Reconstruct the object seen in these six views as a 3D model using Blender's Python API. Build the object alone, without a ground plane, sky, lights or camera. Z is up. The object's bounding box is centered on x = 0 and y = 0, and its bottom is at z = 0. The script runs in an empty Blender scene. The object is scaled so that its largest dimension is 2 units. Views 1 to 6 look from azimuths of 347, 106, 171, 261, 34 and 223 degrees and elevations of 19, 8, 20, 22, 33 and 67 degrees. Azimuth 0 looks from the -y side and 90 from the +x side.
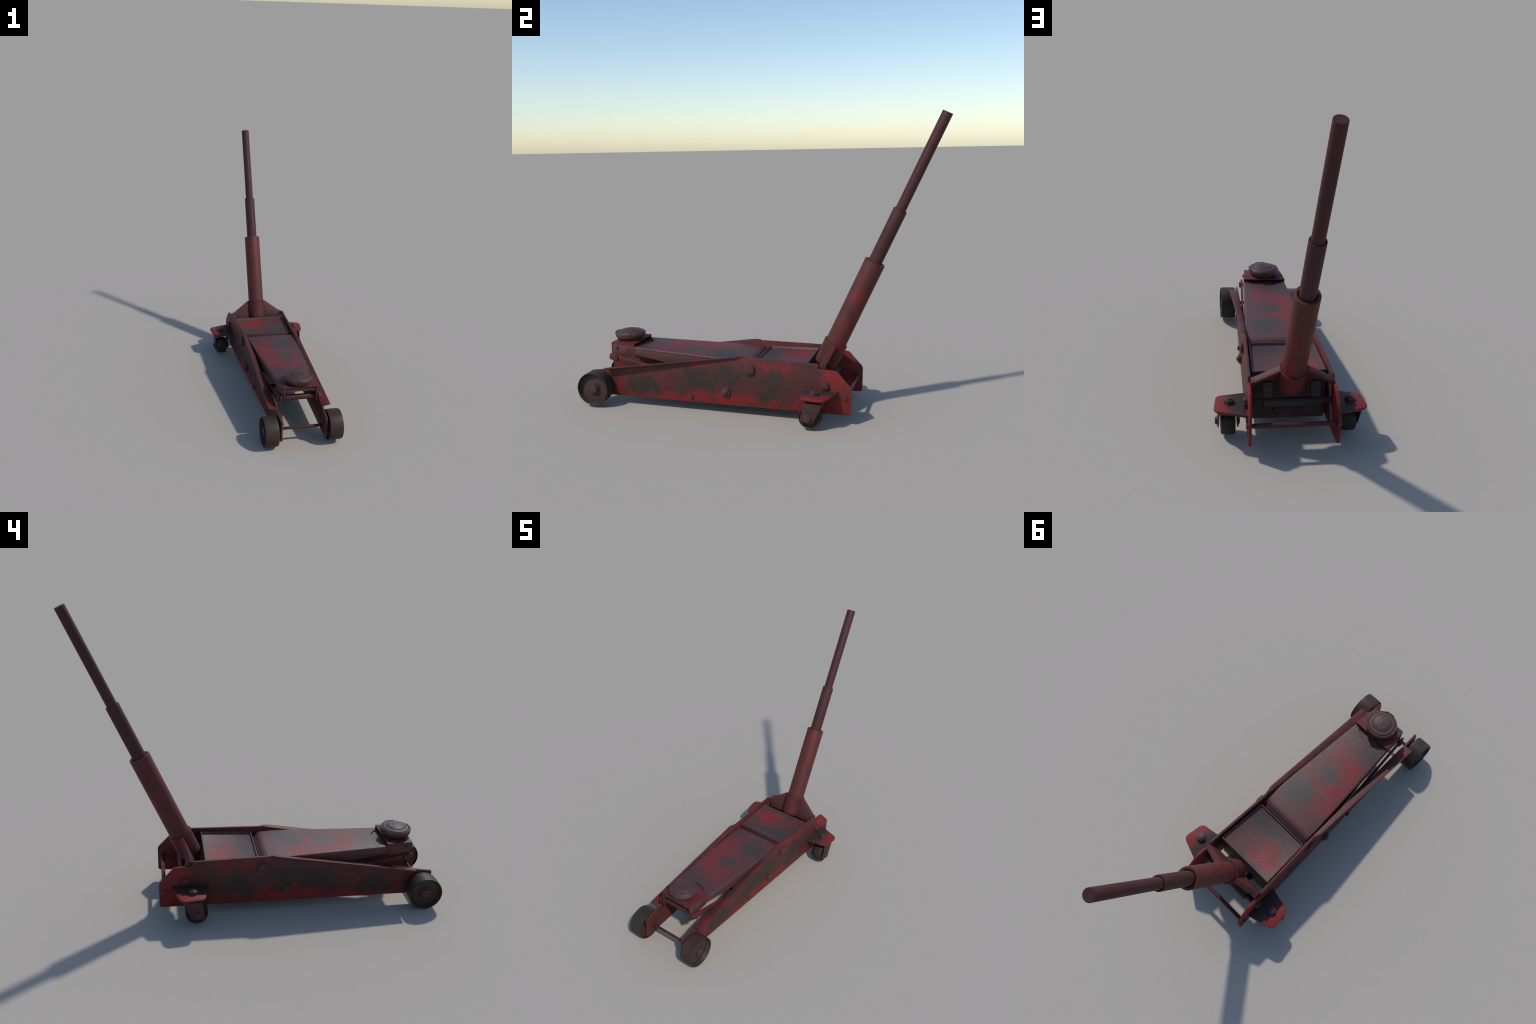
"""Old red hydraulic floor jack (trolley jack), built part by part in metres, z up.
The front (road wheels, saddle) looks to -y, the handle leans back to +y."""
import bpy, bmesh, math, random
from mathutils import Vector, Matrix

random.seed(7)
scene_col = bpy.context.scene.collection

# --------------------------------------------------------------------------
# main dimensions
# --------------------------------------------------------------------------
PLATE_T = 0.0132                        # side plate thickness
def plate_out(y, s=1):                  # outer face of the side plate; the frame is a little bent on its -x side
    return 0.2037 + (0.0378 if s > 0 else 0.0418) * (y - 0.525)
def plate_in(y, s=1): return plate_out(y, s) - PLATE_T
def arm_c(y): return 0.0052 if y > -0.70 else 0.0042                                # the arm stands slightly off the middle
def arm_half(y): return min(0.1625, 0.1618 + 0.0733 * (y + 0.110))      # half width of the lifting arm
def arm_top(y): return 0.3005 - 0.0355 * (y + 0.016)
def flange_top(y): return 0.3255 + (y + 0.05) * (0.3255 - 0.203) / (0.853 - 0.05)
WHEEL_Y, WHEEL_R = -0.9075, 0.0925
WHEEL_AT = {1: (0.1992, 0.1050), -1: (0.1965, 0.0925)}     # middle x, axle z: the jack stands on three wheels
WHEEL_W = 0.0840
LINK_FRONT = (-0.816, 0.2600)
LINK_REAR = (-0.149, 0.1260)
PIVOT = (-0.0126, 0.2617)
AXLE = (0.398, 0.2075)                  # cross shaft of the handle fork
REAR_ROD = (0.5030, 0.1495)
LOW_ROD = (-0.3516, 0.0815)
CASTER_X, CASTER_Y = 0.2785, 0.3545     # king bolt of the caster
CASTER_DY = {1: -0.0035, -1: 0.0035}
CW_Y, CW_R = 0.3365, 0.0595
CW_Z = {1: 0.0680, -1: 0.0715}
H_BASE = Vector((0.0016, 0.358, 0.2605))     # handle axis
H_TOP = Vector((0.0016, 0.9745, 1.5690))
H_DIR = (H_TOP - H_BASE).normalized()
H_LEN = (H_TOP - H_BASE).length


# --------------------------------------------------------------------------
# mesh helpers
# --------------------------------------------------------------------------
def round_poly(pts, default=0.0, n=5):
    """pts: (a, b) or (a, b, radius); corners replaced by arcs."""
    out, m = [], len(pts)
    for i, p in enumerate(pts):
        r = p[2] if len(p) > 2 else default
        c = Vector(p[:2])
        if r <= 0:
            out.append(c); continue
        a, b = Vector(pts[i - 1][:2]), Vector(pts[(i + 1) % m][:2])
        u, v = (a - c).normalized(), (b - c).normalized()
        ang = u.angle(v)
        d = min(r / math.tan(ang / 2), 0.49 * (a - c).length, 0.49 * (b - c).length)
        r = d * math.tan(ang / 2)
        cen = c + (u + v).normalized() * (r / math.sin(ang / 2))
        s, e = (c + u * d) - cen, (c + v * d) - cen
        a0 = math.atan2(s.y, s.x)
        da = math.atan2(e.y, e.x) - a0
        da = (da + math.pi) % (2 * math.pi) - math.pi
        for k in range(n + 1):
            t = a0 + da * k / n
            out.append(cen + Vector((math.cos(t), math.sin(t))) * r)
    return out


def bevel_sharp(bm, width, angle=math.radians(28), seg=2):
    if width <= 0:
        return
    bmesh.ops.recalc_face_normals(bm, faces=bm.faces[:])
    edges = [e for e in bm.edges if len(e.link_faces) == 2 and e.calc_face_angle(0) > angle]
    bmesh.ops.bevel(bm, geom=edges, offset=width, offset_type='OFFSET', segments=seg,
                    profile=0.5, affect='EDGES', clamp_overlap=True)


def prism(pts2d, mapper, t0, t1, bevel=0.0015):
    """closed outline pts2d extruded from t0 to t1; mapper(a, b, t) -> xyz"""
    bm = bmesh.new()
    lo = [bm.verts.new(mapper(p[0], p[1], t0)) for p in pts2d]
    hi = [bm.verts.new(mapper(p[0], p[1], t1)) for p in pts2d]
    bm.faces.new(lo[::-1]); bm.faces.new(hi)
    n = len(pts2d)
    for i in range(n):
        bm.faces.new((lo[i], lo[(i + 1) % n], hi[(i + 1) % n], hi[i]))
    bevel_sharp(bm, bevel)
    bmesh.ops.recalc_face_normals(bm, faces=bm.faces[:])
    return bm


def box(x0, x1, y0, y1, z0, z1, bevel=0.002):
    return prism([(x0, y0), (x1, y0), (x1, y1), (x0, y1)], lambda a, b, t: (a, b, t), z0, z1, bevel)


def lathe(profile, seg=48, axis=Vector((0, 0, 1)), origin=Vector((0, 0, 0))):
    """profile of (radius, height) turned about axis through origin"""
    bm = bmesh.new()
    rot = Vector((0, 0, 1)).rotation_difference(axis).to_matrix()
    rings = []
    for r, h in profile:
        if r < 1e-6:
            rings.append([bm.verts.new(origin + rot @ Vector((0, 0, h)))])
        else:
            rings.append([bm.verts.new(origin + rot @ Vector((r * math.cos(2 * math.pi * k / seg),
                          r * math.sin(2 * math.pi * k / seg), h))) for k in range(seg)])
    for A, B in zip(rings, rings[1:]):
        for k in range(seg):
            k2 = (k + 1) % seg
            if len(A) == 1 and len(B) == 1: continue
            if len(A) == 1: bm.faces.new((A[0], B[k], B[k2]))
            elif len(B) == 1: bm.faces.new((A[k], B[0], A[k2]))
            else: bm.faces.new((A[k], B[k], B[k2], A[k2]))
    bmesh.ops.recalc_face_normals(bm, faces=bm.faces[:])
    return bm


def chamfered(r, h0, h1, c=0.0015, seg=32, axis=Vector((0, 0, 1)), origin=Vector((0, 0, 0))):
    c2 = c * 0.3
    return lathe([(0, h0), (r - c, h0), (r - c2, h0 + c2), (r, h0 + c), (r, h1 - c), (r - c2, h1 - c2),
                  (r - c, h1), (0, h1)], seg, axis, origin)


def hexagon(r, h0, h1, axis=Vector((0, 0, 1)), origin=Vector((0, 0, 0)), turn=0.0, c=0.002):
    """hexagon head, r = corner radius, top corners turned off"""
    rot = Vector((0, 0, 1)).rotation_difference(axis).to_matrix()
    pts = [(r * math.cos(turn + k * math.pi / 3), r * math.sin(turn + k * math.pi / 3)) for k in range(6)]
    return prism(pts, lambda a, b, t: origin + rot @ Vector((a, b, t)), h0, h1, c)


def merge(*bms):
    out = bmesh.new()
    for b in bms:
        me = bpy.data.meshes.new('tmp'); b.to_mesh(me); b.free()
        out.from_mesh(me); bpy.data.meshes.remove(me)
    return out


def mirrored(bm):
    b = bm.copy()
    bmesh.ops.scale(b, vec=(-1, 1, 1), verts=b.verts[:])
    bmesh.ops.reverse_faces(b, faces=b.faces[:])
    return b


def make(name, bm, mat, parent, smooth_angle=32):
    me = bpy.data.meshes.new(name)
    bmesh.ops.triangulate(bm, faces=[f for f in bm.faces if len(f.verts) > 4])
    lim = math.radians(smooth_angle)
    for f in bm.faces: f.smooth = True
    for e in bm.edges:
        e.smooth = not (len(e.link_faces) == 2 and e.calc_face_angle(0) > lim)
    bm.to_mesh(me); bm.free()
    me.materials.append(mat)
    ob = bpy.data.objects.new(name, me)
    scene_col.objects.link(ob)
    ob.parent = parent
    return ob


def group(name, parent):
    ob = bpy.data.objects.new(name, None)
    ob.empty_display_size = 0.05
    scene_col.objects.link(ob)
    ob.parent = parent
    return ob


X = Vector((1, 0, 0)); Y = Vector((0, 1, 0)); Z = Vector((0, 0, 1))


# --------------------------------------------------------------------------
# materials
# --------------------------------------------------------------------------
RED = (0.182, 0.0155, 0.0155)
MAROON = (0.074, 0.021, 0.020)
GREY = (0.028, 0.025, 0.020)
GREY_TOP = (0.040, 0.034, 0.029)


class Nodes:
    def __init__(self, name):
        self.mat = bpy.data.materials.new(name)
        self.mat.use_nodes = True
        self.t = self.mat.node_tree
        self.t.nodes.clear()
        self.out = self.t.nodes.new('ShaderNodeOutputMaterial')
        self.bsdf = self.t.nodes.new('ShaderNodeBsdfPrincipled')
        self.t.links.new(self.bsdf.outputs[0], self.out.inputs[0])

    def put(self, sock, val):
        if isinstance(val, bpy.types.NodeSocket): self.t.links.new(val, sock)
        elif val is not None: sock.default_value = val

    def coords(self, mirror=True, offset=(0, 0, 0)):
        c = self.t.nodes.new('ShaderNodeTexCoord').outputs['Object']
        if not mirror: return c
        s = self.t.nodes.new('ShaderNodeSeparateXYZ'); self.put(s.inputs[0], c)
        a = self.math('ABSOLUTE', s.outputs[0])
        k = self.t.nodes.new('ShaderNodeCombineXYZ')
        self.put(k.inputs[0], a); self.put(k.inputs[1], s.outputs[1]); self.put(k.inputs[2], s.outputs[2])
        return k.outputs[0]

    def math(self, op, a, b=None, clamp=False):
        n = self.t.nodes.new('ShaderNodeMath'); n.operation = op; n.use_clamp = clamp
        self.put(n.inputs[0], a); self.put(n.inputs[1], b)
        return n.outputs[0]

    def mapping(self, v, scale=(1, 1, 1), loc=(0, 0, 0), rot=(0, 0, 0)):
        n = self.t.nodes.new('ShaderNodeMapping')
        self.put(n.inputs['Vector'], v)
        n.inputs['Scale'].default_value = scale
        n.inputs['Location'].default_value = loc
        n.inputs['Rotation'].default_value = rot
        return n.outputs[0]

    def noise(self, v, scale, detail=6, rough=0.6, dist=0.0):
        n = self.t.nodes.new('ShaderNodeTexNoise')
        self.put(n.inputs['Vector'], v)
        n.inputs['Scale'].default_value = scale
        n.inputs['Detail'].default_value = detail
        n.inputs['Roughness'].default_value = rough
        n.inputs['Distortion'].default_value = dist
        return n.outputs[0]

    def ramp(self, f, lo, hi):
        n = self.t.nodes.new('ShaderNodeMapRange'); n.interpolation_type = 'SMOOTHSTEP'
        self.put(n.inputs[0], f)
        n.inputs[1].default_value = lo; n.inputs[2].default_value = hi
        return n.outputs[0]

    def mix(self, f, a, b):
        n = self.t.nodes.new('ShaderNodeMix'); n.data_type = 'RGBA'
        self.put(n.inputs[0], f)
        self.put(n.inputs[6], a if isinstance(a, bpy.types.NodeSocket) else (*a, 1))
        self.put(n.inputs[7], b if isinstance(b, bpy.types.NodeSocket) else (*b, 1))
        return n.outputs[2]

    def blob(self, v, centre, size):
        """soft ellipsoid: 1 in its middle, 0 at its border"""
        m = self.mapping(v, scale=tuple(1 / s for s in size),
                         loc=tuple(-c / s for c, s in zip(centre, size)))
        n = self.t.nodes.new('ShaderNodeVectorMath'); n.operation = 'LENGTH'
        self.put(n.inputs[0], m)
        return self.math('SUBTRACT', 1.0, n.outputs['Value'], clamp=True)

    def bump(self, h, strength, dist=0.002, chain=None):
        n = self.t.nodes.new('ShaderNodeBump')
        n.inputs['Strength'].default_value = strength
        n.inputs['Distance'].default_value = dist
        self.put(n.inputs['Height'], h)
        if chain is not None: self.put(n.inputs['Normal'], chain)
        return n.outputs[0]


def worn_paint(name, red_blobs=(), dark_blobs=(), bias=0.0, dark_bias=0.0, mirror=True, grey=GREY,
               maroon=MAROON, red=RED, grain=1.0, wrinkle=0.0, scale=5.0, rough=(0.46, 0.64), stretch=(1, 1, 1), spec=0.25):
    """red paint gone maroon, rubbed to grey-black in patches.
    blobs: (centre, size, weight) say where red survives / where it is worn"""
    N = Nodes(name)
    c0 = N.coords(mirror)
    c = N.mapping(c0, scale=stretch)
    big = N.noise(c, scale, 7, 0.66, 0.4)
    fine = N.noise(c, scale * 7, 6, 0.7, 0.2)
    wob = N.t.nodes.new('ShaderNodeTexNoise')
    N.put(wob.inputs['Vector'], c); wob.inputs['Scale'].default_value = 9; wob.inputs['Detail'].default_value = 5
    wv = N.t.nodes.new('ShaderNodeVectorMath'); wv.operation = 'MULTIPLY_ADD'
    N.put(wv.inputs[0], wob.outputs['Color']); wv.inputs[1].default_value = (0.09,) * 3
    sub = N.t.nodes.new('ShaderNodeVectorMath'); sub.operation = 'SUBTRACT'
    N.put(sub.inputs[0], c0); sub.inputs[1].default_value = (0.045,) * 3
    N.put(wv.inputs[2], sub.outputs[0])
    warped = wv.outputs[0]
    val = N.math('ADD', N.math('MULTIPLY', big, 0.62), N.math('MULTIPLY', fine, 0.38))
    val = N.math('ADD', val, bias)
    for cen, size, w in red_blobs:
        val = N.math('ADD', val, N.math('MULTIPLY', N.blob(warped, cen, size), w))
    red_m = N.ramp(val, 0.47, 0.66)
    big2 = N.noise(N.mapping(c, loc=(3.1, 1.7, 5.2)), scale * 1.3, 7, 0.68, 0.5)
    fine2 = N.noise(N.mapping(c, loc=(7.3, 2.2, 1.9)), scale * 6, 7, 0.72, 0.3)
    dv = N.math('ADD', N.math('MULTIPLY', big2, 0.66), N.math('MULTIPLY', fine2, 0.34))
    dv = N.math('ADD', dv, dark_bias)
    for cen, size, w in dark_blobs:
        dv = N.math('ADD', dv, N.math('MULTIPLY', N.blob(warped, cen, size), w))
    dark_m = N.math('MULTIPLY', N.ramp(dv, 0.50, 0.68), 0.92)
    col = N.mix(red_m, maroon, red)
    col = N.mix(dark_m, col, grey)
    speck = N.ramp(N.noise(c, 90, 4, 0.7), 0.60, 0.72)
    col = N.mix(N.math('MULTIPLY', speck, 0.28), col, maroon)
    N.put(N.bsdf.inputs['Base Color'], col)
    r = N.math('ADD', rough[0], N.math('MULTIPLY', fine, rough[1] - rough[0]))
    r = N.math('ADD', r, N.math('MULTIPLY', red_m, 0.05))
    N.put(N.bsdf.inputs['Roughness'], r)
    N.bsdf.inputs['Specular IOR Level'].default_value = spec
    h = N.noise(c, 55, 5, 0.65)
    nb = N.bump(h, 0.25 * grain, 0.002)
    if wrinkle > 0:
        w = N.noise(c, 22, 5, 0.6, 1.6)
        ridge = N.math('ABSOLUTE', N.math('SUBTRACT', w, 0.5))
        ridge = N.math('POWER', N.math('SUBTRACT', 1.0, N.math('MULTIPLY', ridge, 6.0), clamp=True), 2.0)
        where = N.ramp(N.noise(c, 7, 3, 0.5), 0.42, 0.62)
        nb = N.bump(N.math('MULTIPLY', ridge, where), wrinkle, 0.004, nb)
    N.put(N.bsdf.inputs['Normal'], nb)
    return N.mat


def bare_metal(name, a, b, rough=(0.45, 0.6), scale=14.0, spec=0.5, mirror=False, grain=0.15, vary=0.0, third=None):
    N = Nodes(name)
    c = N.coords(mirror)
    f = N.ramp(N.noise(c, scale, 6, 0.6, 0.3), 0.35, 0.68)
    col = N.mix(f, a, b)
    if third is not None:
        g = N.ramp(N.noise(N.mapping(c, loc=(2, 5, 1)), scale * 0.6, 5, 0.6, 0.4), 0.52, 0.70)
        col = N.mix(g, col, third)
    N.put(N.bsdf.inputs['Base Color'], col)
    N.put(N.bsdf.inputs['Roughness'], N.math('ADD', rough[0], N.math('MULTIPLY', f, rough[1] - rough[0])))
    N.bsdf.inputs['Specular IOR Level'].default_value = spec
    N.put(N.bsdf.inputs['Normal'], N.bump(N.noise(c, 70, 4, 0.6), grain, 0.0015))
    return N.mat


M_PLATE = worn_paint('red_side_plate_paint', bias=-0.005, dark_bias=0.015, scale=7.0,
    red_blobs=[((.18, -.20, .070), (.3, .50, .055), .24), ((.19, .25, .09), (.3, .4, .08), .13), ((.15, -.60, .07), (.3, .15, .03), .16),
               ((.2, .46, .22), (.3, .14, .14), .17), ((.19, .1, .28), (.3, .22, .06), .13), ((.18, -.25, .10), (.3, .10, .12), .08)],
    dark_blobs=[((.15, -.62, .13), (.3, .22, .08), .17), ((.17, -.33, .17), (.3, .22, .10), .17),
                ((.18, -.10, .22), (.3, .14, .08), .14), ((.19, .12, .15), (.3, .15, .10), .15),
                ((.15, -.86, .12), (.3, .08, .10), .12), ((.19, .33, .12), (.3, .14, .06), .08)])
M_ARM = worn_paint('red_arm_paint', mirror=False, grey=GREY_TOP, maroon=(.078, .030, .029), scale=7.0, wrinkle=0.10,
    red=(.172, .017, .019), dark_bias=-0.005, bias=-0.025, spec=0.38,
    red_blobs=[((-.085, -.33, .31), (.09, .22, .2), .30), ((-.0, -.265, .31), (.06, .06, .2), .20), ((-.03, -.50, .31), (.16, .13, .2), .15),
               ((.09, -.52, .31), (.06, .16, .2), .12)],
    dark_blobs=[((.06, -.18, .31), (.12, .10, .2), .28), ((.04, -.37, .31), (.09, .07, .2), .20), ((-.02, -.47, .31), (.06, .05, .2), .10),
                ((.0, -.62, .31), (.2, .08, .2), .10)])
M_TRAY = worn_paint('red_tray_paint', mirror=False, grey=GREY_TOP, maroon=(.076, .032, .030), scale=9.0, wrinkle=0.22,
    red=(.172, .018, .020), dark_bias=0.03, bias=-0.04, spec=0.38,
    red_blobs=[((-.06, .19, .28), (.11, .11, .1), .36), ((.04, .20, .28), (.08, .09, .1), .13)],
    dark_blobs=[((.03, .07, .28), (.16, .08, .1), .16), ((-.05, .27, .28), (.12, .05, .1), .10)])
M_TUBE = worn_paint('red_tube_paint', mirror=False, bias=-0.02, scale=9.0, dark_bias=-0.01, maroon=(.084, .020, .019), stretch=(1, 1, .6))
M_SOCKET = worn_paint('red_socket_paint', mirror=False, bias=0.015, scale=10.0, dark_bias=0.015)
M_BRACKET = worn_paint('red_bracket_paint', bias=0.0, scale=9.0, dark_bias=0.0, mirror=False)
M_CASTER_PLATE = worn_paint('red_caster_plate_paint', mirror=True, bias=-0.03, scale=10.0, dark_bias=0.0, grey=(.036, .030, .026),
    red_blobs=[((.325, .36, .17), (.09, .2, .2), .26)],
    dark_blobs=[((.23, .37, .17), (.075, .2, .2), .24)])
M_FORK = worn_paint('dark_fork_paint', mirror=False, bias=-0.08, scale=9.0, dark_bias=0.03, maroon=(.062, .023, .021))
M_STEEL = bare_metal('dark_handle_steel', (.052, .020, .020), (.066, .023, .023), spec=0.18, rough=(.5, .62), scale=10, third=(.076, .018, .019))
M_BOLT = bare_metal('dark_bolt_steel', (.062, .028, .029), (.082, .038, .039), scale=30, spec=0.22)
M_SADDLE = bare_metal('saddle_cast_steel', (.060, .031, .030), (.076, .039, .038), scale=20, rough=(.48, .58), spec=0.25)
M_WHEEL = bare_metal('wheel_iron', (.028, .021, .017), (.038, .029, .023), scale=9, rough=(.48, .6), third=(.056, .022, .020), spec=0.22)
M_DISC = bare_metal('wheel_disc_iron', (.048, .031, .024), (.060, .039, .031), scale=12, rough=(.45, .58), spec=0.18)
M_TYRE = bare_metal('caster_wheel_iron', (.026, .020, .017), (.036, .027, .022), scale=14, rough=(.5, .65), spec=0.2)
M_SHAFT = bare_metal('black_shaft_steel', (.026, .020, .019), (.044, .024, .023), scale=16, rough=(.5, .62), spec=0.2)
M_MARK = bare_metal('faded_stamp_paint', (.085, .036, .036), (.165, .105, .107), scale=40, rough=(.5, .6))

# --------------------------------------------------------------------------
# the thing
# --------------------------------------------------------------------------
jack = group('floor_jack', None)
jack['label'] = 'worn red hydraulic floor jack with tall telescoping handle'
jack['category'] = 'car jack'

SIDES = ((1, 'right'), (-1, 'left'))


def mir(bm, s):
    if s > 0: return bm
    b = mirrored(bm); bm.free(); return b


# ---- side plates with the bent-out flange ---------------------------------
plate_outline = round_poly([
    (0.527, 0.0555, 0.014), (0.530, 0.196, 0.030), (0.452, 0.284, 0.035), (0.3620, 0.2875, 0.002),
    (0.3590, 0.3135, 0.006), (-0.050, 0.3240, 0.004), (-0.853, flange_top(-0.853) - 0.004, 0),
    (-0.962, 0.183, 0.006), (-0.966, 0.0505, 0.004)])
for s, _ in SIDES:
    plate = prism(plate_outline, lambda a, b, t: (plate_out(a, s) - PLATE_T * (1 - t), a, b), 0, 1, 0.0022)
    # flange: plan outline, its top follows the sloping upper edge, the outer lip stands a little higher
    fl = []
    ys = [-0.052 - i * (0.853 - 0.052) / 16 for i in range(17)]
    inner = [(plate_in(y, s) + 0.0005, y) for y in ys]
    def lip(y):
        w = min(1.0, max(0.0, (-0.058 - y) / 0.032)); w = w * w * (3 - 2 * w)
        return plate_out(y, s) + 0.001 + w * (0.1900 + 0.0040 * (-y) - plate_out(y, s))
    outer = [(lip(y), y) for y in ys[::-1]]
    fine = [-0.058, -0.066, -0.074, -0.082, -0.090]
    outer = outer[:-1] + [(lip(y), y) for y in fine[::-1]] + [(lip(-0.052), -0.052)]
    outer = sorted(set(outer), key=lambda p: p[1])
    def fz(a, b, t):
        k = (a - plate_in(b, s)) / 0.045
        return (a, b, flange_top(b) + 0.0010 + 0.010 * k - 0.0085 * (1 - t))
    flange = prism(inner + outer, fz, 0, 1, 0.0016)
    make('side_plate', mir(merge(plate, flange), s), M_PLATE, jack)

# ---- lifting arm: top sheet bent down at both ends, deep tapered cheeks -----
path = [(-0.838, 0.308), (-0.838, arm_top(-0.838) - 0.004), (-0.834, arm_top(-0.834))]
path += [(-0.834 + i * (0.834 - 0.050) / 12, arm_top(-0.834 + i * (0.834 - 0.050) / 12)) for i in range(1, 13)]
R_ = 0.047
for k in range(1, 9):
    a = math.pi / 2 * k / 8
    path.append((-0.050 + R_ * math.sin(a), arm_top(-0.050) - R_ * (1 - math.cos(a))))
path.append((-0.003, 0.190))
bm = bmesh.new()
rows = []
for i, (y, z) in enumerate(path):
    p0 = path[max(i - 1, 0)]; p1 = path[min(i + 1, len(path) - 1)]
    t = Vector((p1[0] - p0[0], p1[1] - p0[1])).normalized()
    nrm = Vector((t.y, -t.x))
    h = arm_half(y)
    sec = [(-h, .0105), (-h, .0080), (-h + .0006, .0050), (-h + .0023, .0023), (-h + .0050, .0006), (-h + .0080, 0)]
    sec = sec + [(-q, d) for q, d in sec[::-1]]
    rows.append([bm.verts.new((arm_c(y) + q, y + nrm.x * d, z + nrm.y * d)) for q, d in sec])
m = len(rows[0])
for A, B in zip(rows, rows[1:]):
    for k in range(m):
        bm.faces.new((A[k], A[(k + 1) % m], B[(k + 1) % m], B[k]))
bm.faces.new(rows[0]); bm.faces.new(rows[-1])
bmesh.ops.recalc_face_normals(bm, faces=bm.faces[:])
cheek = [(-0.8375, 0.262), (-0.800, 0.262), (-0.705, 0.284, 0.03), (-0.500, 0.2515, 0.05), (-0.400, 0.2240, 0.05), (-0.12, 0.164, 0.03), (-0.0110, 0.160, 0.02),
         (-0.0110, arm_top(-0.05) - R_ - .002)]
for k in range(8, -1, -1):
    a = math.pi / 2 * k / 8
    cheek.append((-0.050 + (R_ - .008) * math.sin(a), arm_top(-0.050) - .008 - (R_ - .008) * (1 - math.cos(a))))
cheek.append((-0.8340, arm_top(-0.834) - 0.008))
cheeks = [prism(round_poly(cheek), lambda a, b, t: (arm_c(a) + s * (arm_half(a) - 0.0006 - 0.009 * (1 - t)), a, b), 0, 1, 0.0012) for s in (1, -1)]
# round sunk seat in the top sheet, partly under the saddle bracket
slope = math.atan(0.0355)
SEAT = Vector((arm_c(-.747), -0.747, arm_top(-0.747)))
SEAT_N = Vector((0, math.sin(slope), math.cos(slope)))
def seat_xy(r):
    pts = [(r * math.cos(2 * math.pi * k / 72), r * math.sin(2 * math.pi * k / 72)) for k in range(72)]
    return [(SEAT.x + a, SEAT.y + max(b, -0.070)) for a, b in pts]
cut = prism(seat_xy(0.102), lambda a, b, t: (a, b, t), 0.300, 0.360, 0)
sheet_ob = make('sheet', bm, M_ARM, None)
cut_ob = make('cutter', cut, M_ARM, None)
mod = sheet_ob.modifiers.new('cut', 'BOOLEAN'); mod.operation = 'DIFFERENCE'; mod.object = cut_ob; mod.solver = 'EXACT'
bpy.context.view_layer.update()
bm = bmesh.new()
bm.from_object(sheet_ob, bpy.context.evaluated_depsgraph_get())
for o in (sheet_ob, cut_ob):
    me = o.data; bpy.data.objects.remove(o); bpy.data.meshes.remove(me)
arm = make('lifting_arm', merge(bm, *cheeks), M_ARM, jack)

dish = [prism(seat_xy(0.1035), lambda a, b, t: (a, b, arm_top(b) - 0.0075 - 0.006 * (1 - t)), 0, 1, 0)]
ring_o, ring_i = seat_xy(0.1045), seat_xy(0.1024)
wall = bmesh.new()
vs = [[wall.verts.new((p[0], p[1], arm_top(p[1]) - d)) for p in ring] for ring, d in ((ring_i, .0045), (ring_o, .0045), (ring_o, .0145), (ring_i, .0145))]
for q in range(4):
    for k in range(72):
        wall.faces.new((vs[q][k], vs[q][(k + 1) % 72], vs[(q + 1) % 4][(k + 1) % 72], vs[(q + 1) % 4][k]))
bmesh.ops.recalc_face_normals(wall, faces=wall.faces[:])
make('sunk_seat', merge(*dish, wall), M_ARM, arm)

# ---- saddle bracket ---------------------------------------------------------
CAP_Z = 0.3420
def cap_half(y): return 0.1050 + (y + 0.847) * (0.1185 - 0.1050) / 0.145
top = prism(round_poly([(-cap_half(-.847), -.847, .002), (cap_half(-.847), -.847, .002), (cap_half(-.702), -.702, .002), (-cap_half(-.702), -.702, .002)]),
            lambda a, b, t: (arm_c(b) + a, b, t), CAP_Z - 0.007, CAP_Z, 0.0015)
cap_side = round_poly([(-.847, CAP_Z - .001), (-.702, CAP_Z - .001), (-.702, .272, .034), (-.760, .268, .02), (-.800, .240, .01), (-.8465, .2375, .006)])
ears = [prism(cap_side, lambda a, b, t: (arm_c(a) + s * (cap_half(a) - 0.0005 - 0.0075 * (1 - t) + .02 * (.34 - b) * max(0, s)), a, b), 0, 1, 0.0014) for s in (1, -1)]
bracket = make('saddle_bracket', merge(top, *ears), M_BRACKET, jack)
for s, _ in SIDES:
    b = merge(chamfered(0.0115, 0, 0.004, 0.001, 24), chamfered(0.0075, 0.003, 0.010, 0.0015, 20))
    o = make('bolt', b, M_BOLT, bracket)
    o.rotation_euler = (0, s * math.pi / 2, 0); o.location = (arm_c(-.81) + s * (cap_half(-.8105) - .001), -.8105, .3155)

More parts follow.
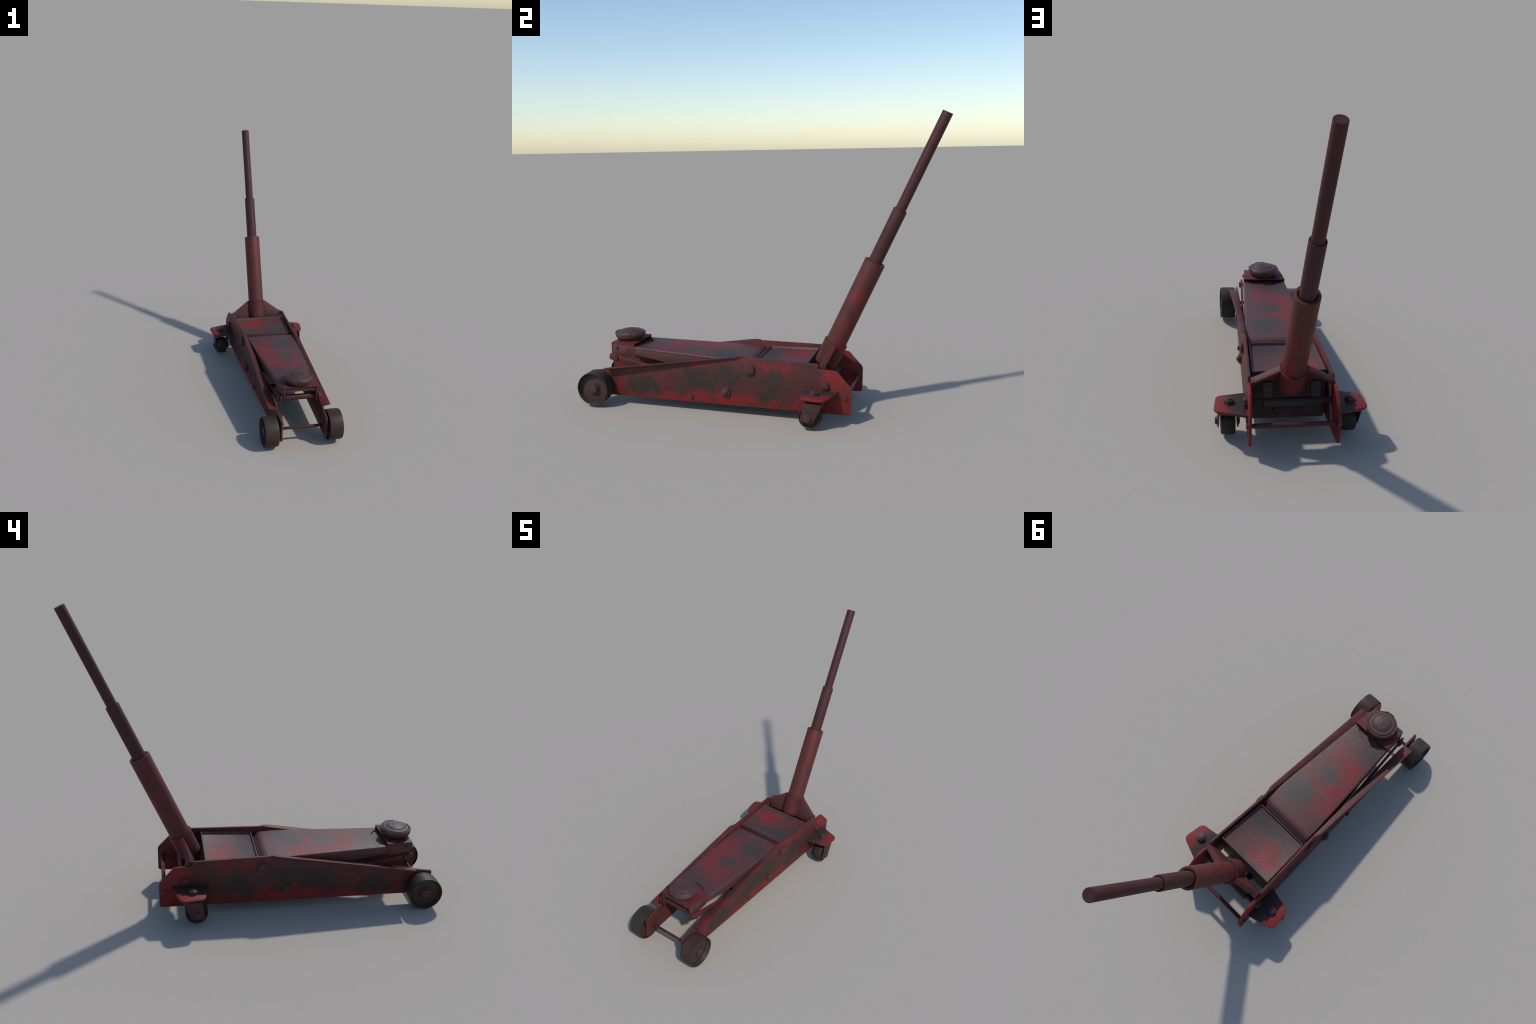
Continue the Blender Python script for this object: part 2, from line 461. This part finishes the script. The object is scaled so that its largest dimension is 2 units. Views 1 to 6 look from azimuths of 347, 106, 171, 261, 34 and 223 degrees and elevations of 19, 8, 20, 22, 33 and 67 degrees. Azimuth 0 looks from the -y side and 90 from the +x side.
# ---- saddle: cast dish with stepped dome and four rim lugs ---------------------
SAD_Y = -0.7775
SAD = Vector((arm_c(SAD_Y), SAD_Y, 0))
prof = [(0, CAP_Z - .002), (.060, CAP_Z - .002), (.065, CAP_Z + .001), (.074, .3490), (.0805, .3570), (.0842, .3655), (.0850, .3735), (.0836, .3800),
        (.0805, .3842), (.0785, .3852), (.0768, .3846), (.0752, .3836), (.0735, .3846), (.0715, .3878), (.0690, .3892), (.0660, .3896), (.0580, .3920),
        (.0566, .3912), (.0552, .3920), (.0520, .3940), (.0380, .3985), (.0225, .4020), (.0215, .4017), (.0200, .4023), (.0110, .4038), (.0085, .4034), (.006, .4040), (0, .4042)]
sad = lathe(prof, 72, Z, SAD)
lugs = []
for k in range(4):
    a0 = math.radians(90 * k + 8)
    ring = []
    lug = bmesh.new()
    sec = [(.0780, .3790), (.0845, .3690), (.0866, .3760), (.0858, .3830), (.0825, .3872), (.0785, .3872)]
    for i in range(13):
        a = a0 + math.radians(-20 + 40 * i / 12)
        ring.append([lug.verts.new((SAD.x + r * math.cos(a), SAD_Y + r * math.sin(a), z)) for r, z in sec])
    for A, B in zip(ring, ring[1:]):
        for j in range(6): lug.faces.new((A[j], A[(j + 1) % 6], B[(j + 1) % 6], B[j]))
    lug.faces.new(ring[0]); lug.faces.new(ring[-1])
    bmesh.ops.recalc_face_normals(lug, faces=lug.faces[:])
    bevel_sharp(lug, 0.001)
    lugs.append(lug)
make('saddle', merge(sad, *lugs), M_SADDLE, jack, 50)

# ---- parallel link bars with their front pin ------------------------------------
def bar_x(y, s=1): return 0.1180 + (y + 0.816) * ((0.1565 if s > 0 else 0.1585) - 0.1180) / (0.816 - 0.149)
dl = Vector((LINK_REAR[0] - LINK_FRONT[0], LINK_REAR[1] - LINK_FRONT[1])).normalized()
pl = Vector((-dl.y, dl.x))
f_, r_ = Vector(LINK_FRONT), Vector(LINK_REAR)
bar = round_poly([tuple(f_ - dl * .037 + pl * .0185) + (.011,), tuple(f_ - dl * .037 - pl * .0185) + (.011,),
                  tuple(r_ + dl * .03 - pl * .0185) + (.012,), tuple(r_ + dl * .03 + pl * .0185) + (.012,)])
for s, _ in SIDES:
    lb = prism(bar, lambda a, b, t: (arm_c(a) + s * (bar_x(a, s) + 0.0105 * t - .003), a, b), 0, 1, 0.0018)
    link = make('link_bar', lb, M_BRACKET, jack)
    b = merge(chamfered(0.0175, 0, 0.0095, 0.0015, 28), chamfered(0.010, -0.014, 0.001, 0.001, 20))
    o = make('link_bolt', b, M_BOLT, link)
    o.rotation_euler = (0, s * math.pi / 2, 0); o.location = (arm_c(-.816) + s * (bar_x(-.816) + 0.0075), *LINK_FRONT)
make('link_pin', chamfered(0.0175, -0.105, 0.105, 0.001, 32, X, Vector((arm_c(-.816), *LINK_FRONT))), M_STEEL, jack)

# ---- oil tray / power unit box ----------------------------------------------------
TY0, TY1, TZ, TB = 0.0085, 0.2915, 0.2990, 0.0510
def tray_half(y): return 0.1620 + (y - TY0) * (0.1735 - 0.1620) / (TY1 - TY0)
def ring_at(y0, y1, inset, z): return [(-tray_half(y0) + inset, y0, z), (tray_half(y0) - inset, y0, z), (tray_half(y1) - inset, y1, z), (-tray_half(y1) + inset, y1, z)]
bm = bmesh.new()
loops = [[bm.verts.new(p) for p in ring_at(TY0, TY1, 0, TB)], [bm.verts.new(p) for p in ring_at(TY0, TY1, 0, TZ)],
         [bm.verts.new(p) for p in ring_at(TY0 + .005, TY1 - .005, .005, TZ)], [bm.verts.new(p) for p in ring_at(TY0 + .008, TY1 - .008, .008, TZ - .0125)]]
bm.faces.new(loops[0])
for A, B in zip(loops, loops[1:]):
    for k in range(4): bm.faces.new((A[k], A[(k + 1) % 4], B[(k + 1) % 4], B[k]))
bm.faces.new(loops[-1])
bmesh.ops.recalc_face_normals(bm, faces=bm.faces[:])
bevel_sharp(bm, 0.0014)
unit = make('oil_tray', bm, M_TRAY, jack)
for x in (.0590, -.0470):
    b = merge(chamfered(0.0175, 0, 0.046, 0.002, 28), chamfered(0.0215, 0.042, 0.0530, .003, 28))
    o = make('valve_knob', b, M_SHAFT, unit)
    o.rotation_euler = (-math.pi / 2, 0, 0); o.location = (x, TY1 - .001, .1150)

# ---- cross rods ---------------------------------------------------------------------
def rod(name, yz, r, half, mat): return make(name, chamfered(r, -half, half, 0.001, 28, X, Vector((0, *yz))), mat, jack)
rod('front_axle', (-.9050, .1035), 0.0092, plate_out(WHEEL_Y, -1) - .002, M_STEEL)
rod('lower_tie_rod', LOW_ROD, 0.0125, plate_out(LOW_ROD[0], -1) - .002, M_SHAFT)
rod('rear_tie_rod', REAR_ROD, 0.0105, plate_out(REAR_ROD[0]) - .002, M_STEEL)
rod('arm_pivot_shaft', PIVOT, 0.020, plate_out(PIVOT[0], -1) - .002, M_SHAFT)
rod('link_pivot_shaft', LINK_REAR, 0.012, plate_out(LINK_REAR[0], -1) - .002, M_SHAFT)
shaft = rod('handle_shaft', (AXLE[0], AXLE[1] - .003), 0.0150, plate_out(AXLE[0]) - .002, M_SHAFT)

# ---- bolts on the side plates ---------------------------------------------------------
def on_plates(name, yz, builder):
    first = None
    for s, _ in SIDES:
        if first is None: o = first = make(name, builder(), M_BOLT, jack)
        else:
            o = first.copy(); scene_col.objects.link(o)
        o.rotation_euler = (0, s * math.pi / 2, 0)
        o.location = (s * (plate_out(yz[0], s) - .0005), *yz)
on_plates('pivot_bolt', PIVOT, lambda: merge(chamfered(.0335, 0, .0055, .0018, 40), chamfered(.0272, .005, .0170, .002, 40)))
on_plates('dome_nut', LINK_REAR, lambda: merge(chamfered(.0285, 0, .0055, .0018, 36), hexagon(.0255, .005, .0165, turn=.3),
    lathe([(.0150, .0160), (.0145, .0195), (.0115, .0235), (.006, .0262), (0, .0270)], 28)))
on_plates('small_bolt', LOW_ROD, lambda: hexagon(.0140, 0, .0110, turn=.2, c=.0015))
on_plates('shaft_bolt', (.3925, .2050), lambda: merge(chamfered(.0245, 0, .0040, .001, 36), hexagon(.0232, .0035, .0175, turn=.25)))
on_plates('tie_rod_bolt', (.4985, .1470), lambda: hexagon(.0140, 0, .0105, turn=.1, c=.0015))

# ---- front wheels ---------------------------------------------------------------------
W0, W1 = -WHEEL_W / 2, WHEEL_W / 2            # inner and outer face
tread = [(.060, W0 + .010), (.0860, W0 + .010), (.0880, W0 + .001), (.0895, W0), (WHEEL_R - .0022, W0 + .0015), (WHEEL_R - .0006, W0 + .010),
         (WHEEL_R, W0 + .030), (WHEEL_R, W1 - .030), (WHEEL_R - .0006, W1 - .008), (WHEEL_R - .0018, W1 - .0010), (WHEEL_R - .0035, W1), (.0875, W1 - .0005), (.0862, W1 - .002),
         (.0835, W1 - .020), (.0800, W1 - .0245), (.0700, W1 - .0255)]
disc = [(.0710, W1 - .0262), (.0600, W1 - .0258), (.0400, W1 - .0240), (.0345, W1 - .0225), (.0335, W1 - .0175), (.0310, W1 - .0165), (0, W1 - .0165)]
back = [(0, W0 - .006), (.028, W0 - .006), (.030, W0 - .004), (.030, W0 + .010), (.062, W0 + .0100)]
wheel_tread = lathe(tread, 72); wheel_disc = merge(lathe(disc, 56), lathe(back, 40))
hub = merge(chamfered(.0245, W1 - .018, W1 - .0135 + .003, .0018, 40), chamfered(.0245, W1 - .012, W1 - .005, .002, 40))
first = None
for s, _ in SIDES:
    if first is None:
        w = make('wheel', wheel_tread, M_WHEEL, jack, 40)
        d = make('wheel_disc', wheel_disc, M_DISC, w, 40)
        h = make('hub_bolt', hub, M_BOLT, w)
        first = (w, d, h)
    else:
        w = first[0].copy(); d = first[1].copy(); h = first[2].copy()
        for o in (w, d, h): scene_col.objects.link(o)
        d.parent = w; h.parent = w
    w.rotation_euler = (0, s * math.pi / 2, 0)
    w.location = (s * WHEEL_AT[s][0], WHEEL_Y, WHEEL_AT[s][1])

# ---- casters -----------------------------------------------------------------------------
PZ0, PZ1 = 0.1640, 0.1775
cp = round_poly([(.2000, .2690, .004), (.3350, .2960, .030), (.3520, .4180, .034), (.2035, .4655, .004)])
for s, _ in SIDES:
    dy = CASTER_DY[s]
    cas = make('caster_plate', mir(prism(cp, lambda a, b, t: (a, b + dy * min(1, (a - .2) / .08), t), PZ0, PZ1, 0.003), s), M_CASTER_PLATE, jack)
    pad = prism(round_poly([(.2690, .1790, .006), (.4640, .1790, .006), (.4640, .1100, .003), (.2690, .1100, .003)]),
                lambda a, b, t: (plate_out(a, s) - .0005 + .0042 * t, a, b), 0, 1, 0.0012)
    make('mounting_pad', mir(pad, s), M_PLATE, cas)
    # king bolt
    kb = make('king_bolt', merge(chamfered(.0250, 0, .0030, .0008, 32), hexagon(.0240, .0025, .0185, turn=.2), chamfered(.0125, .0180, .0230, .001, 24)), M_BOLT, cas)
    cx = CASTER_X - (0.0035 if s < 0 else -0.001)
    kb.location = (s * cx, CASTER_Y + dy, PZ1 - .0003)
    # fork
    fo = [merge(chamfered(.040, PZ0 - .0075, PZ0 + .001, .001, 40, Z, Vector((CASTER_X, CASTER_Y + .006, 0))))]
    fo.append(prism(round_poly([(CASTER_X - .0475, .3150, .006), (CASTER_X + .0475, .3150, .006), (CASTER_X + .0475, .4140, .010), (CASTER_X - .0475, .4140, .010)]),
                    lambda a, b, t: (a, b, t), .1465, .1540 + .003, .0018))
    chk = round_poly([(.3140, .1550, .004), (.4140, .1550, .006), (.3640, .0560, .012), (.3520, .0460, .012), (.2960, .0480, .012), (.2920, .0640, .01)])
    for x0 in (CASTER_X - .0475, CASTER_X + .0475 - .0055):
        fo.append(prism(chk, lambda a, b, t, x0=x0: (x0 + .0055 * t, a, b), 0, 1, .0012))
    fork = make('caster_fork', mir(merge(*fo), s), M_FORK, cas)
    fork.location = (s * (cx - CASTER_X), dy, 0)
    # wheel
    prof = [(0, -.027), (.020, -.027), (.022, -.024), (.046, -.022), (.0500, -.0300), (.0530, -.0320), (.0555, -.0310), (.0578, -.0240), (CW_R, -.008), (CW_R, .008), (.0578, .0240),
            (.0555, .0310), (.0530, .0320), (.0500, .0300), (.046, .022), (.022, .024), (.020, .027), (0, .027)]
    cw = make('caster_wheel', lathe(prof, 56, X), M_TYRE, cas, 40)
    cw.location = (s * cx, CW_Y + dy, CW_Z[s])
    for d in (1, -1):
        ab = make('caster_axle_bolt', merge(chamfered(.0205, 0, .0035, .0008, 30), chamfered(.0170, .003, .0115 if d > 0 else .008, .0018, 30)), M_BOLT, cas)
        ab.rotation_euler = (0, d * s * math.pi / 2, 0)
        ab.location = (s * (cx + d * .0470), CW_Y - .007 + dy, CW_Z[s] + .001)

# ---- handle socket: collar, thick wing gussets, fork straps to the cross shaft ---------------
side_dir = X.cross(H_DIR).normalized()       # points to the rear and down
if side_dir.y < 0: side_dir = -side_dir
def hpt(x, s_, q): return H_BASE + H_DIR * s_ + X * x + side_dir * q    # along axis, across
COL = 0.1355                                  # collar length
collar = lathe([(0, 0), (.050, 0), (.0585, .002), (.0612, .007), (.0620, .015), (.0625, COL - .006), (.0632, COL - .004), (.0635, COL - .001), (.0628, COL),
                (.0560, COL), (.0550, COL - .006), (.0450, COL - .008)], 56, H_DIR, H_BASE)
gus = []
for s, _ in SIDES:
    # thin wing plate in front, reaching down behind the tray, with a wide strip along its sloping upper edge
    wing = round_poly([(.045, -.004), (.1560, -.004, .003), (.1640, .024), (.1830, .0285, .002), (.1830, .0500, .002), (.1680, .0535, .001), (.0640, COL - .004, .002), (.045, COL - .004)])
    gus.append(mir(prism(wing, lambda a, b, t: hpt(a, b, t), -.0162, -.0070, .0014), s))
    strip = round_poly([(.1660, .0270, .002), (.1835, .0275, .002), (.1835, .0505, .002), (.1685, .0540, .001), (.0640, COL - .003, .002), (.0480, COL - .003), (.0480, COL - .016), (.1640, .0420)])
    gus.append(mir(prism(strip, lambda a, b, t: hpt(a, b, t), -.0155, .0155, .0016), s))
make('handle_socket', merge(collar, *gus), M_SOCKET, jack, 40)
# fork straps
straps = []
ax = Vector((0, *AXLE))
for s in (1, -1):
    p_top = hpt(0, .036, .0040); p_bot = ax + Vector((0, .020, -.024))
    t = (p_bot - p_top).normalized(); n = Vector((0, -t.z, t.y))
    if n.y < 0: n = -n
    c0, c1 = (.0865, .1300) if s > 0 else (-.1300, -.0865)
    straps.append(prism([(c0, 0), (c1, 0), (c1, (p_bot - p_top).length), (c0, (p_bot - p_top).length)],
                        lambda a, b, q: p_top + t * b + X * a + n * q, -.0155, -.003, .002))
make('fork_strap', merge(*straps, chamfered(.0225, -.1310, .1310, .001, 32, X, ax + Vector((0, .004, -.006)))), M_SHAFT, jack)

# ---- telescoping handle -----------------------------------------------------------------------
S1 = (Vector((.0016, .6230, .8195)) - H_BASE).dot(H_DIR)
S2 = (Vector((.0016, .7490, 1.0892)) - H_BASE).dot(H_DIR)
def tube(name, r, r_in, a, b, mat):
    pr = [(r, a), (r, b - .004), (r - .0010, b - .001), (r - .003, b), (r_in + .002, b), (r_in, b - .002), (r_in, b - .02)]
    return make(name, lathe(pr, 56, H_DIR, H_BASE), mat, jack, 40)
tube('handle_tube', .0548, .0400, .02, S1, M_TUBE)
tube('handle_tube', .0357, .0285, S1 - .15, S2, M_STEEL)
make('handle_rod', lathe([(.0271, S2 - .1), (.0271, H_LEN - .002), (.0262, H_LEN - .0004), (.0245, H_LEN), (.021, H_LEN - .0006), (0, H_LEN - .0006)], 48, H_DIR, H_BASE), M_STEEL, jack, 40)

# ---- faded stamped characters on the arm ----------------------------------------------------
for word, x, y, size in (('AID', -.0480, -.2770, .034), ('AL', .0150, -.2270, .034), ('T9.', -.0030, -.3470, .034), ('BC', .0760, -.3530, .032), ('S', .0930, -.2780, .032)):
    cu = bpy.data.curves.new('stamp', 'FONT')
    cu.body = word; cu.size = size; cu.align_x = 'CENTER'; cu.extrude = 0.0004; cu.offset = -0.0007; cu.space_character = 1.1
    tob = bpy.data.objects.new('stamp', cu); scene_col.objects.link(tob)
    bpy.context.view_layer.update()
    tme = bpy.data.meshes.new_from_object(tob.evaluated_get(bpy.context.evaluated_depsgraph_get()))
    tb = bmesh.new(); tb.from_mesh(tme); bpy.data.meshes.remove(tme)
    bpy.data.objects.remove(tob); bpy.data.curves.remove(cu)
    for v in tb.verts: v.co = Vector((v.co.x + x, v.co.y + y, v.co.z + arm_top(v.co.y + y)))
    make('stamped_mark', tb, M_MARK, arm)

bpy.context.view_layer.update()
